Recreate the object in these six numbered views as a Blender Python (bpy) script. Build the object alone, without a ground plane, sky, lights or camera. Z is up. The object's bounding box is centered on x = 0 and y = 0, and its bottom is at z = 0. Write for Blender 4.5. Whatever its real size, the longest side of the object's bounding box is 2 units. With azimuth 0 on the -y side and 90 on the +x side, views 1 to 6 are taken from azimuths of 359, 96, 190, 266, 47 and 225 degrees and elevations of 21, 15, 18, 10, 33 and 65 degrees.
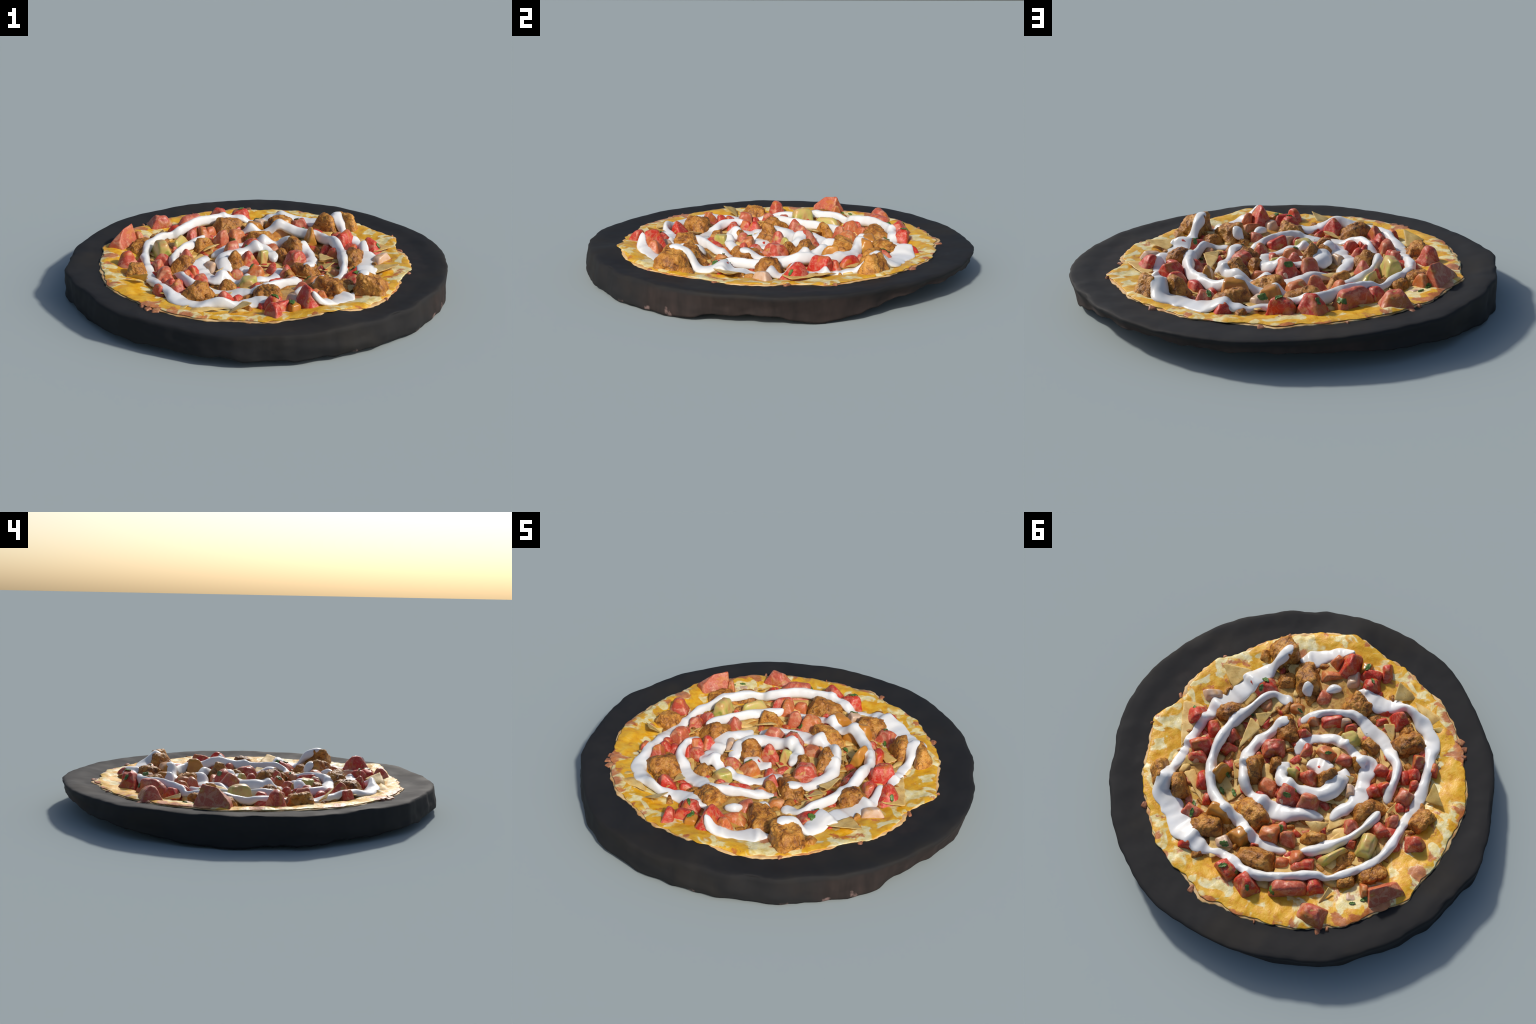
"""Round loaded pizza (cheese, chicken, diced tomato, tortilla chips, sour cream
spiral) on a thick black round serving board."""
import bpy, bmesh, math, random
import numpy as np
from mathutils import Vector, Matrix, noise
from mathutils.bvhtree import BVHTree

random.seed(7)
rng = np.random.default_rng(7)
for o in list(bpy.data.objects):
    bpy.data.objects.remove(o, do_unlink=True)
COLL = bpy.context.scene.collection

# ------------------------------------------------------------------ layout
# x, y, length, width, top height, heading in degrees
CHICKEN = [
    (0.535, -0.441, 0.149, 0.127, 0.22, 160.42), (0.357, -0.413, 0.164, 0.109, 0.185, 135.919),
    (0.237, -0.126, 0.139, 0.107, 0.152, 135.172), (0.503, 0.01, 0.112, 0.094, 0.175, -131.877),
    (0.513, 0.502, 0.128, 0.069, 0.212, 131.228), (0.388, 0.497, 0.117, 0.071, 0.212, 136.163),
    (0.142, 0.558, 0.172, 0.105, 0.185, -136.604), (0.02, 0.338, 0.143, 0.133, 0.17, 169.738),
    (0.189, 0.16, 0.111, 0.068, 0.195, 138.426), (0.123, 0.064, 0.081, 0.061, 0.165, 136.604),
    (-0.124, -0.059, 0.099, 0.069, 0.195, -115.818), (-0.164, 0.51, 0.181, 0.093, 0.195, -148.238),
    (-0.547, 0.282, 0.107, 0.084, 0.17, -132.292), (-0.621, 0.173, 0.135, 0.103, 0.175, -117.476),
    (-0.62, -0.2, 0.086, 0.122, 0.19, -179.702), (-0.383, -0.064, 0.128, 0.089, 0.178, -121.132),
    (-0.3, -0.484, 0.143, 0.119, 0.185, -114.338), (0.039, -0.475, 0.117, 0.125, 0.182, -170.764),
    (-0.156, -0.347, 0.081, 0.058, 0.15, -179.302), (-0.175, -0.222, 0.038, 0.062, 0.15, -122.928),
    (-0.295, 0.227, 0.117, 0.054, 0.17, -142.7), (0.264, -0.347, 0.056, 0.071, 0.125, -111.346),
    (0.605, -0.359, 0.038, 0.065, 0.15, -136.731), (-0.237, -0.539, 0.067, 0.078, 0.15, -128.725),
    (0.071, 0.676, 0.058, 0.046, 0.15, -132.534), (0.159, -0.192, 0.05, 0.051, 0.14, -147.3),
    (0.421, -0.33, 0.094, 0.083, 0.14, -130.738), (-0.477, 0.195, 0.101, 0.074, 0.14, -136.58),
]
# x, y, length, width, top height, heading in degrees
TOMATO = [
    (0.611, 0.141, 0.082, 0.08, 0.188, -116.748), (0.503, 0.14, 0.084, 0.066, 0.16, 138.111),
    (0.472, 0.251, 0.115, 0.068, 0.188, -125.312), (0.442, 0.306, 0.09, 0.05, 0.16, -130.876),
    (0.406, 0.096, 0.056, 0.073, 0.15, -107.056), (0.373, 0.168, 0.056, 0.068, 0.14, 176.154),
    (0.336, 0.386, 0.106, 0.052, 0.155, 133.387), (0.247, 0.543, 0.1, 0.071, 0.172, -159.164),
    (0.244, 0.441, 0.061, 0.04, 0.14, 135.436), (0.146, 0.678, 0.058, 0.058, 0.175, -136.592),
    (-0.099, 0.641, 0.103, 0.073, 0.195, 171.62), (-0.218, 0.629, 0.096, 0.069, 0.21, 167.936),
    (-0.376, 0.51, 0.15, 0.067, 0.21, -147.182), (-0.456, 0.412, 0.067, 0.071, 0.18, -122.778),
    (-0.305, 0.368, 0.06, 0.073, 0.185, -152.355), (-0.348, 0.376, 0.116, 0.053, 0.175, -130.559),
    (-0.727, 0.212, 0.156, 0.044, 0.24, 65.501), (-0.656, 0.27, 0.051, 0.034, 0.195, 131.547),
    (-0.553, 0.523, 0.091, 0.073, 0.212, -156.373), (-0.68, -0.078, 0.073, 0.066, 0.208, -133.388),
    (-0.403, -0.438, 0.06, 0.058, 0.2, -132.438), (-0.484, -0.448, 0.065, 0.044, 0.175, 115.617),
    (-0.292, -0.277, 0.076, 0.049, 0.16, -164.563), (-0.337, -0.16, 0.057, 0.06, 0.158, -114.143),
    (-0.365, -0.215, 0.065, 0.051, 0.16, -108.468), (-0.342, -0.288, 0.051, 0.032, 0.155, 117.154),
    (-0.401, -0.328, 0.066, 0.049, 0.15, 137.502), (-0.435, -0.364, 0.056, 0.058, 0.172, -141.154),
    (-0.467, -0.326, 0.044, 0.048, 0.16, -136.632), (-0.473, -0.235, 0.079, 0.071, 0.182, 103.908),
    (-0.494, -0.182, 0.048, 0.048, 0.15, 140.259), (-0.521, -0.096, 0.059, 0.063, 0.172, -132.513),
    (-0.498, -0.02, 0.073, 0.069, 0.165, 163.639), (-0.383, 0.057, 0.055, 0.059, 0.17, -132.223),
    (0.197, 0.01, 0.102, 0.086, 0.175, -141.752), (0.072, -0.11, 0.049, 0.064, 0.13, -141.96),
    (-0.02, -0.16, 0.085, 0.069, 0.152, 174.834), (-0.115, -0.198, 0.075, 0.054, 0.15, -161.415),
    (-0.049, 0.002, 0.075, 0.052, 0.175, -168.502), (-0.041, 0.146, 0.095, 0.085, 0.193, -160.665),
    (-0.141, 0.108, 0.089, 0.081, 0.188, -150.523), (0.07, 0.175, 0.092, 0.078, 0.14, -165.175),
    (-0.114, 0.362, 0.095, 0.083, 0.168, -154.59), (-0.195, 0.32, 0.071, 0.05, 0.18, -146.69),
    (0.492, -0.219, 0.118, 0.082, 0.158, -120.069), (0.404, -0.156, 0.071, 0.091, 0.125, -132.864),
    (0.272, -0.248, 0.071, 0.052, 0.125, -140.508), (0.203, -0.391, 0.072, 0.102, 0.152, -173.251),
    (0.288, -0.592, 0.054, 0.065, 0.195, 176.735), (0.223, -0.617, 0.065, 0.107, 0.23, -154.086),
    (0.26, -0.512, 0.122, 0.058, 0.165, -138.997), (0.103, -0.655, 0.102, 0.053, 0.175, -147.684),
    (0.063, -0.6, 0.08, 0.077, 0.175, -143.63), (0.058, -0.719, 0.046, 0.073, 0.19, -136.719),
    (-0.175, -0.562, 0.063, 0.059, 0.192, 149.638), (-0.108, -0.492, 0.066, 0.037, 0.135, -120.109),
    (-0.016, -0.36, 0.05, 0.032, 0.14, -131.329), (0.159, -0.253, 0.059, 0.047, 0.135, -145.851),
    (0.078, -0.322, 0.132, 0.051, 0.15, -134.66), (0.141, -0.163, 0.055, 0.046, 0.155, -122.17),
    (-0.012, -0.353, 0.059, 0.037, 0.14, -127.578), (-0.268, 0.43, 0.07, 0.053, 0.16, -136.578),
    (-0.603, -0.016, 0.076, 0.044, 0.15, 145.567), (-0.447, 0.123, 0.033, 0.029, 0.16, -158.589),
    (-0.75, 0.248, 0.049, 0.043, 0.15, -141.129), (-0.106, 0.457, 0.047, 0.029, 0.15, -141.646),
    (-0.008, -0.524, 0.04, 0.026, 0.13, 149.803),
]
# x, y, length, width, top height, heading in degrees
PEPPER = [
    (-0.02, 0.469, 0.092, 0.076, 0.18, -179.356), (0.134, 0.452, 0.124, 0.074, 0.2, -172.326),
    (0.297, 0.293, 0.088, 0.051, 0.195, -78.02), (0.152, -0.664, 0.055, 0.054, 0.165, -136.72),
]
# x, y, length, width, top height, heading in degrees
ONION = [
    (0.643, -0, 0.084, 0.053, 0.155, -133.426), (0.018, 0.556, 0.073, 0.058, 0.168, -119.98),
    (0.162, -0.568, 0.063, 0.087, 0.16, -141.112), (-0.248, -0.086, 0.044, 0.065, 0.15, -130.971),
    (0.032, -0.362, 0.056, 0.042, 0.145, -122.161), (0.436, 0.306, 0.049, 0.041, 0.16, -136.653),
    (-0.628, 0.327, 0.088, 0.052, 0.145, -141.733), (-0.037, 0.194, 0.033, 0.034, 0.14, -151.789),
]
# x, y, length, width, top height, heading in degrees
AVOCADO = [
    (-0.512, 0.09, 0.114, 0.073, 0.205, -60.201), (-0.422, 0.236, 0.141, 0.04, 0.175, -108.9),
    (0.032, 0.045, 0.061, 0.04, 0.16, -158.11), (-0.059, -0.306, 0.083, 0.077, 0.15, 161.386),
]
# three corners of each tortilla chip
CHIP = [
    (0.732, -0.156, 0.158, 0.582, -0.25, 0.141, 0.59, -0.095, 0.125),
    (0.731, 0.135, 0.14, 0.619, 0.076, 0.133, 0.535, 0.344, 0.125),
    (0.397, -0.034, 0.145, 0.319, -0.03, 0.128, 0.328, 0.138, 0.11),
    (-0.038, -0.704, 0.187, -0.083, -0.607, 0.156, -0.171, -0.713, 0.125),
    (-0.157, -0.681, 0.15, -0.35, -0.715, 0.14, -0.323, -0.615, 0.13),
    (-0.33, -0.623, 0.145, -0.394, -0.727, 0.138, -0.415, -0.638, 0.13),
    (-0.542, -0.375, 0.205, -0.655, -0.315, 0.168, -0.566, -0.288, 0.13),
    (0.435, 0.422, 0.13, 0.405, 0.363, 0.12, 0.232, 0.472, 0.11),
    (-0.522, 0.374, 0.165, -0.549, 0.374, 0.147, -0.536, 0.477, 0.13),
    (-0.201, 0.201, 0.145, -0.298, 0.114, 0.133, -0.289, 0.22, 0.12),
    (-0.387, 0.535, 0.14, -0.517, 0.49, 0.133, -0.465, 0.563, 0.125),
    (-0.462, -0.11, 0.135, -0.461, -0.197, 0.128, -0.508, -0.144, 0.12),
    (-0.13, -0.472, 0.145, -0.173, -0.526, 0.128, -0.235, -0.431, 0.11),
    (-0.612, -0.086, 0.14, -0.614, -0.14, 0.13, -0.657, -0.048, 0.12),
    (0.287, 0.209, 0.14, 0.215, 0.272, 0.125, 0.203, 0.239, 0.11),
    (0.399, -0.065, 0.135, 0.341, -0.142, 0.122, 0.329, -0.039, 0.11),
    (-0.176, -0.127, 0.135, -0.222, -0.155, 0.122, -0.225, -0.11, 0.11),
]
# x, y of the chopped leaf pieces
LEAF = [
    (0.649, 0.128), (0.477, -0.193), (0.499, -0.247), (0.144, -0.662), (0.068, -0.612), (0.229, 0.557),
    (0.273, 0.504), (0.225, 0.354), (0.266, 0.273), (0.171, 0.323), (-0.003, 0.562), (-0.088, 0.652),
    (-0.143, 0.616), (-0.247, 0.649), (-0.337, 0.574), (-0.654, 0.354), (-0.685, 0.298), (-0.051, 0.168),
    (-0.037, -0.153), (-0.064, 0.112), (0.244, -0.246), (0.423, -0.064), (-0.098, -0.399), (-0.137, 0.304),
]
# drizzle strokes: x, y, crest height, half width
DRIZZLE = {
    "outer_a": [
        (0.236, -0.658, 0.234, 0.021), (0.292, -0.648, 0.174, 0.023), (0.36, -0.583, 0.128, 0.036), (0.41, -0.51, 0.116, 0.038),
        (0.453, -0.465, 0.122, 0.024),
    ],
    "outer_b": [
        (0.504, -0.469, 0.208, 0.016), (0.503, -0.404, 0.22, 0.028), (0.515, -0.354, 0.201, 0.024), (0.532, -0.302, 0.11, 0.038),
        (0.546, -0.196, 0.106, 0.047), (0.56, -0.087, 0.106, 0.047), (0.58, 0.027, 0.108, 0.033), (0.569, 0.132, 0.12, 0.021),
        (0.547, 0.248, 0.128, 0.024), (0.509, 0.357, 0.112, 0.024), (0.487, 0.441, 0.158, 0.02), (0.458, 0.512, 0.214, 0.039),
        (0.429, 0.578, 0.166, 0.038), (0.351, 0.589, 0.144, 0.042), (0.262, 0.624, 0.142, 0.049), (0.158, 0.644, 0.162, 0.044),
        (0.079, 0.645, 0.15, 0.033), (0.023, 0.624, 0.122, 0.016), (-0.029, 0.596, 0.14, 0.023), (-0.14, 0.593, 0.176, 0.023),
        (-0.227, 0.569, 0.19, 0.023), (-0.327, 0.492, 0.202, 0.02), (-0.431, 0.376, 0.188, 0.021), (-0.482, 0.344, 0.166, 0.013),
        (-0.534, 0.269, 0.182, 0.021), (-0.587, 0.151, 0.17, 0.021), (-0.599, 0.044, 0.162, 0.021), (-0.584, -0.058, 0.162, 0.021),
        (-0.557, -0.156, 0.132, 0.02), (-0.541, -0.261, 0.132, 0.024), (-0.495, -0.374, 0.158, 0.023), (-0.439, -0.477, 0.168, 0.021),
        (-0.376, -0.57, 0.148, 0.036), (-0.285, -0.612, 0.15, 0.034), (-0.201, -0.627, 0.182, 0.021), (-0.142, -0.622, 0.168, 0.02),
        (-0.068, -0.573, 0.104, 0.038), (-0.01, -0.548, 0.118, 0.036), (0.065, -0.553, 0.136, 0.02), (0.101, -0.53, 0.128, 0.016),
    ],
    "outer_c": [
        (0.164, -0.483, 0.146, 0.016), (0.199, -0.457, 0.156, 0.028), (0.216, -0.413, 0.146, 0.015),
    ],
    "middle_a": [
        (0.32, -0.273, 0.106, 0.041), (0.353, -0.245, 0.106, 0.026), (0.409, -0.23, 0.13, 0.016), (0.432, -0.175, 0.156, 0.02),
        (0.44, -0.09, 0.152, 0.021), (0.447, 0.047, 0.162, 0.024), (0.418, 0.168, 0.188, 0.023), (0.383, 0.259, 0.164, 0.021),
        (0.319, 0.339, 0.168, 0.021), (0.241, 0.398, 0.162, 0.024), (0.135, 0.423, 0.19, 0.024), (0.034, 0.419, 0.14, 0.024),
        (-0.047, 0.433, 0.132, 0.023), (-0.112, 0.431, 0.124, 0.024), (-0.192, 0.399, 0.126, 0.021), (-0.245, 0.373, 0.126, 0.016),
    ],
    "middle_b": [
        (-0.292, 0.33, 0.152, 0.021), (-0.347, 0.261, 0.152, 0.028), (-0.395, 0.172, 0.158, 0.023), (-0.427, 0.089, 0.16, 0.02),
        (-0.441, -0.002, 0.17, 0.021), (-0.444, -0.089, 0.168, 0.024),
    ],
    "middle_c": [
        (-0.431, -0.155, 0.114, 0.02), (-0.405, -0.201, 0.14, 0.021), (-0.384, -0.265, 0.164, 0.021), (-0.338, -0.344, 0.16, 0.02),
        (-0.274, -0.377, 0.14, 0.024), (-0.186, -0.413, 0.096, 0.029), (-0.097, -0.412, 0.102, 0.033), (-0.041, -0.421, 0.132, 0.026),
        (0.019, -0.41, 0.156, 0.023), (0.091, -0.363, 0.16, 0.018), (0.154, -0.307, 0.144, 0.02), (0.19, -0.248, 0.114, 0.023),
        (0.205, -0.201, 0.086, 0.02),
    ],
    "inner_a": [
        (0.23, -0.154, 0.148, 0.027), (0.264, -0.123, 0.146, 0.027), (0.269, -0.071, 0.122, 0.021), (0.283, 0.024, 0.126, 0.025),
        (0.27, 0.12, 0.134, 0.027), (0.233, 0.189, 0.138, 0.024), (0.18, 0.241, 0.17, 0.025), (0.134, 0.265, 0.15, 0.02),
        (0.08, 0.269, 0.11, 0.027), (-0.014, 0.26, 0.108, 0.042), (-0.083, 0.237, 0.128, 0.039), (-0.161, 0.178, 0.146, 0.025),
        (-0.234, 0.125, 0.122, 0.021), (-0.254, 0.115, 0.112, 0.015),
    ],
    "inner_b": [
        (-0.284, 0.101, 0.121, 0.017), (-0.283, 0.047, 0.126, 0.024), (-0.306, -0.024, 0.138, 0.028), (-0.303, -0.102, 0.124, 0.033),
        (-0.26, -0.181, 0.112, 0.032), (-0.225, -0.258, 0.134, 0.038), (-0.182, -0.246, 0.168, 0.028), (-0.109, -0.26, 0.09, 0.019),
        (-0.047, -0.259, 0.104, 0.024), (0.007, -0.247, 0.13, 0.026), (0.047, -0.218, 0.11, 0.028), (0.093, -0.168, 0.108, 0.024),
        (0.107, -0.108, 0.112, 0.023), (0.091, -0.055, 0.088, 0.023),
    ],
    "inner_c": [
        (0.083, 0.01, 0.132, 0.028), (0.075, 0.064, 0.138, 0.028), (0.035, 0.113, 0.168, 0.029), (-0.043, 0.101, 0.164, 0.025),
        (-0.109, 0.063, 0.156, 0.028), (-0.164, 0.027, 0.162, 0.035), (-0.183, -0.037, 0.166, 0.039), (-0.169, -0.122, 0.128, 0.035),
        (-0.149, -0.162, 0.134, 0.029),
    ],
    "inner_d": [
        (0.008, -0.039, 0.126, 0.029), (-0.016, -0.076, 0.092, 0.038), (-0.069, -0.104, 0.086, 0.036), (-0.099, -0.133, 0.098, 0.021),
    ],
    "blob_a": [
        (0.319, -0.374, 0.186, 0.029), (0.284, -0.351, 0.171, 0.029), (0.26, -0.342, 0.136, 0.016),
    ],
    "blob_b": [
        (-0.121, 0.266, 0.116, 0.033), (-0.113, 0.234, 0.121, 0.028),
    ],
}
# bearing in degrees, radius
PIZZA_EDGE = [
    (4, 0.786), (11, 0.766), (16, 0.786), (21, 0.825), (30, 0.808), (37, 0.808), (45, 0.809),
    (56, 0.805), (67, 0.814), (75, 0.814), (85, 0.806), (93, 0.824), (99, 0.846), (105, 0.821),
    (110, 0.829), (119, 0.825), (129, 0.833), (137, 0.832), (149, 0.839), (156, 0.829), (164, 0.842),
    (169, 0.86), (173, 0.835), (182, 0.828), (192, 0.828), (200, 0.83), (208, 0.841), (215, 0.838),
    (226, 0.823), (234, 0.82), (241, 0.829), (246, 0.821), (251, 0.823), (258, 0.803), (265, 0.809),
    (273, 0.809), (279, 0.801), (287, 0.82), (295, 0.828), (301, 0.829), (312, 0.817), (322, 0.805),
    (330, 0.779), (341, 0.768), (350, 0.802), (356, 0.793),
]
# bearing in degrees, radius
BOARD_RIM = [
    (5, 0.979), (14, 0.993), (24, 0.996), (36, 0.982), (47, 0.985), (57, 0.989), (68, 0.99),
    (79, 0.995), (88, 1.002), (100, 0.986), (110, 0.994), (120, 0.989), (128, 0.994), (135, 1.003),
    (144, 1.007), (153, 0.996), (165, 1), (173, 1.002), (184, 0.995), (189, 1.004), (197, 0.995),
    (209, 0.977), (222, 0.972), (233, 0.971), (242, 0.963), (253, 0.97), (265, 0.975), (276, 0.964),
    (293, 0.957), (304, 0.952), (314, 0.954), (330, 0.956), (341, 0.963), (350, 0.967),
]

# ------------------------------------------------------------------ helpers
def noise3(p, scale, seed=0.0):
    return noise.noise(Vector((p[0]*scale+seed, p[1]*scale-seed*1.7, p[2]*scale+seed*0.6)))

def periodic(table, theta_deg):
    """smooth interpolation of a closed bearing/radius table"""
    a = np.array([t[0] for t in table], float); r = np.array([t[1] for t in table], float)
    n = len(a)
    a3 = np.concatenate([a-360, a, a+360]); r3 = np.concatenate([r, r, r])
    t = np.asarray(theta_deg) % 360
    i = np.clip(np.searchsorted(a3, t, side='right')-1, 1, 3*n-3)
    x0, x1 = a3[i], a3[i+1]
    u = (t-x0)/np.maximum(x1-x0, 1e-6)
    m0 = (r3[i+1]-r3[i-1])/(a3[i+1]-a3[i-1])*(x1-x0)
    m1 = (r3[i+2]-r3[i])/(a3[i+2]-a3[i])*(x1-x0)
    return ((2*u**3-3*u**2+1)*r3[i]+(u**3-2*u**2+u)*m0+(-2*u**3+3*u**2)*r3[i+1]+(u**3-u**2)*m1)

def new_mesh_object(name, verts, faces, material, parent=None, smooth=True, origin=None):
    me = bpy.data.meshes.new(name)
    if origin is not None:
        verts = [(v[0]-origin[0], v[1]-origin[1], v[2]-origin[2]) for v in verts]
    me.from_pydata([tuple(map(float, v)) for v in verts], [], faces)
    me.validate(); me.update()
    if smooth:
        me.polygons.foreach_set("use_smooth", [True]*len(me.polygons))
    me.materials.append(material)
    ob = bpy.data.objects.new(name, me)
    COLL.objects.link(ob)
    if origin is not None:
        ob.location = origin
    if parent is not None:
        ob.parent = parent
    return ob

class N:
    """tiny node-graph builder"""
    def __init__(self, name):
        self.mat = bpy.data.materials.new(name); self.mat.use_nodes = True
        self.t = self.mat.node_tree; self.t.nodes.clear()
        self.out = self.t.nodes.new("ShaderNodeOutputMaterial")
        self.bsdf = self.t.nodes.new("ShaderNodeBsdfPrincipled")
        self.t.links.new(self.bsdf.outputs[0], self.out.inputs[0])
        self.tc = self.t.nodes.new("ShaderNodeTexCoord")
        self.oi = self.t.nodes.new("ShaderNodeObjectInfo")
    def link(self, a, b): self.t.links.new(a, b)
    def put(self, sock, v):
        if isinstance(v, bpy.types.NodeSocket): self.link(v, sock)
        elif isinstance(v, tuple) and len(v) == 3 and sock.type == 'RGBA': sock.default_value = (*v, 1)
        else: sock.default_value = v
    def coords(self, scale=(1, 1, 1), rand=False):
        m = self.t.nodes.new("ShaderNodeMapping"); m.inputs["Scale"].default_value = scale
        self.link(self.tc.outputs["Object"], m.inputs["Vector"])
        if rand:
            c = self.t.nodes.new("ShaderNodeCombineXYZ")
            for k, f in enumerate((17.0, 31.0, 53.0)):
                self.link(self.math('MULTIPLY', self.oi.outputs["Random"], f), c.inputs[k])
            self.link(c.outputs[0], m.inputs["Location"])
        return m.outputs[0]
    def noise(self, vec, scale, detail=4, rough=.55, dist=0.0):
        n = self.t.nodes.new("ShaderNodeTexNoise")
        n.inputs["Scale"].default_value = scale; n.inputs["Detail"].default_value = detail
        n.inputs["Roughness"].default_value = rough; n.inputs["Distortion"].default_value = dist
        self.link(vec, n.inputs["Vector"]); return n.outputs["Fac"]
    def voronoi(self, vec, scale, feature='F1'):
        n = self.t.nodes.new("ShaderNodeTexVoronoi"); n.feature = feature
        n.inputs["Scale"].default_value = scale; self.link(vec, n.inputs["Vector"])
        return n.outputs["Distance"]
    def ramp(self, fac, stops):
        n = self.t.nodes.new("ShaderNodeValToRGB"); e = n.color_ramp.elements
        while len(e) < len(stops): e.new(.5)
        for i, (p, c) in enumerate(stops):
            e[i].position = p; e[i].color = (*c, 1) if isinstance(c, tuple) else (c, c, c, 1)
        self.put(n.inputs[0], fac); return n.outputs[0]
    def mix(self, fac, a, b, mode='MIX'):
        n = self.t.nodes.new("ShaderNodeMix"); n.data_type = 'RGBA'; n.blend_type = mode
        self.put(n.inputs[0], fac); self.put(n.inputs[6], a); self.put(n.inputs[7], b)
        return n.outputs[2]
    def math(self, op, a, b=0.0, c=None, clamp=False):
        n = self.t.nodes.new("ShaderNodeMath"); n.operation = op; n.use_clamp = clamp
        self.put(n.inputs[0], a); self.put(n.inputs[1], b)
        if c is not None: self.put(n.inputs[2], c)
        return n.outputs[0]
    def step(self, v, lo, hi):
        n = self.t.nodes.new("ShaderNodeMapRange"); n.interpolation_type = 'SMOOTHSTEP'
        self.put(n.inputs[0], v); n.inputs[1].default_value = lo; n.inputs[2].default_value = hi
        return n.outputs[0]
    def bump(self, h, strength=.3, dist=.004):
        n = self.t.nodes.new("ShaderNodeBump"); n.inputs["Strength"].default_value = strength
        n.inputs["Distance"].default_value = dist; self.link(h, n.inputs["Height"])
        self.link(n.outputs[0], self.bsdf.inputs["Normal"])
    def set(self, **k):
        for name, v in k.items():
            self.put(self.bsdf.inputs[name.replace('_', ' ')], v)
        return self.mat

# ------------------------------------------------------------------ materials
def board_material():
    m = N("black_board"); v = m.coords()
    sep = m.t.nodes.new("ShaderNodeSeparateXYZ"); m.link(m.tc.outputs["Object"], sep.inputs[0])
    X, Y, Z = sep.outputs
    grain = m.noise(m.coords((1, 1, 3)), 7, 5)
    base = m.ramp(grain, [(.3, (.0135, .0135, .0145)), (.7, (.0195, .019, .0195))])
    warm = m.step(m.noise(v, 3.1, 3), .5, .72)
    base = m.mix(m.math('MULTIPLY', warm, .5), base, (.026, .022, .017))
    # brown bounce light tinted into the +x / +y flank below the lip
    side = m.math('ADD', m.math('MULTIPLY', X, .75), m.math('MULTIPLY', Y, .75))
    side = m.math('ADD', side, m.math('MULTIPLY', m.math('SUBTRACT', m.noise(v, 4, 4), .5), 1.2))
    side = m.step(side, .0, .55)
    low = m.math('SUBTRACT', 1.0, m.step(m.math('ADD', Z, m.math('MULTIPLY', m.noise(v, 9, 3), .02)), .112, .138))
    streak = m.ramp(m.noise(m.coords((1, 1, .25)), 16, 5, .6), [(.3, (.020, .015, .0135)), (.55, (.034, .024, .021)), (.8, (.048, .031, .027))])
    base = m.mix(m.math('MULTIPLY', side, low), base, streak)
    # pale pinkish spots along the lower edge
    for px, py, pz, r in ((.865, -.375, .012, .045), (.70, -.62, .012, .05), (.82, -.47, .008, .035), (.40, -.86, .02, .03), (-.72, -.55, .012, .05)):
        d = m.t.nodes.new("ShaderNodeVectorMath"); d.operation = 'DISTANCE'
        m.link(m.tc.outputs["Object"], d.inputs[0]); d.inputs[1].default_value = (px, py, pz)
        dd = m.math('ADD', d.outputs["Value"], m.math('MULTIPLY', m.math('SUBTRACT', m.noise(v, 22, 3), .5), .09))
        base = m.mix(m.math('SUBTRACT', 1.0, m.step(dd, r*.55, r)), base, (.20, .13, .115))
    m.bump(m.noise(v, 30, 5), .25, .004)
    return m.set(Base_Color=base, Roughness=m.ramp(grain, [(.3, .68), (.8, .85)]), Specular_IOR_Level=.22)

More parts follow.
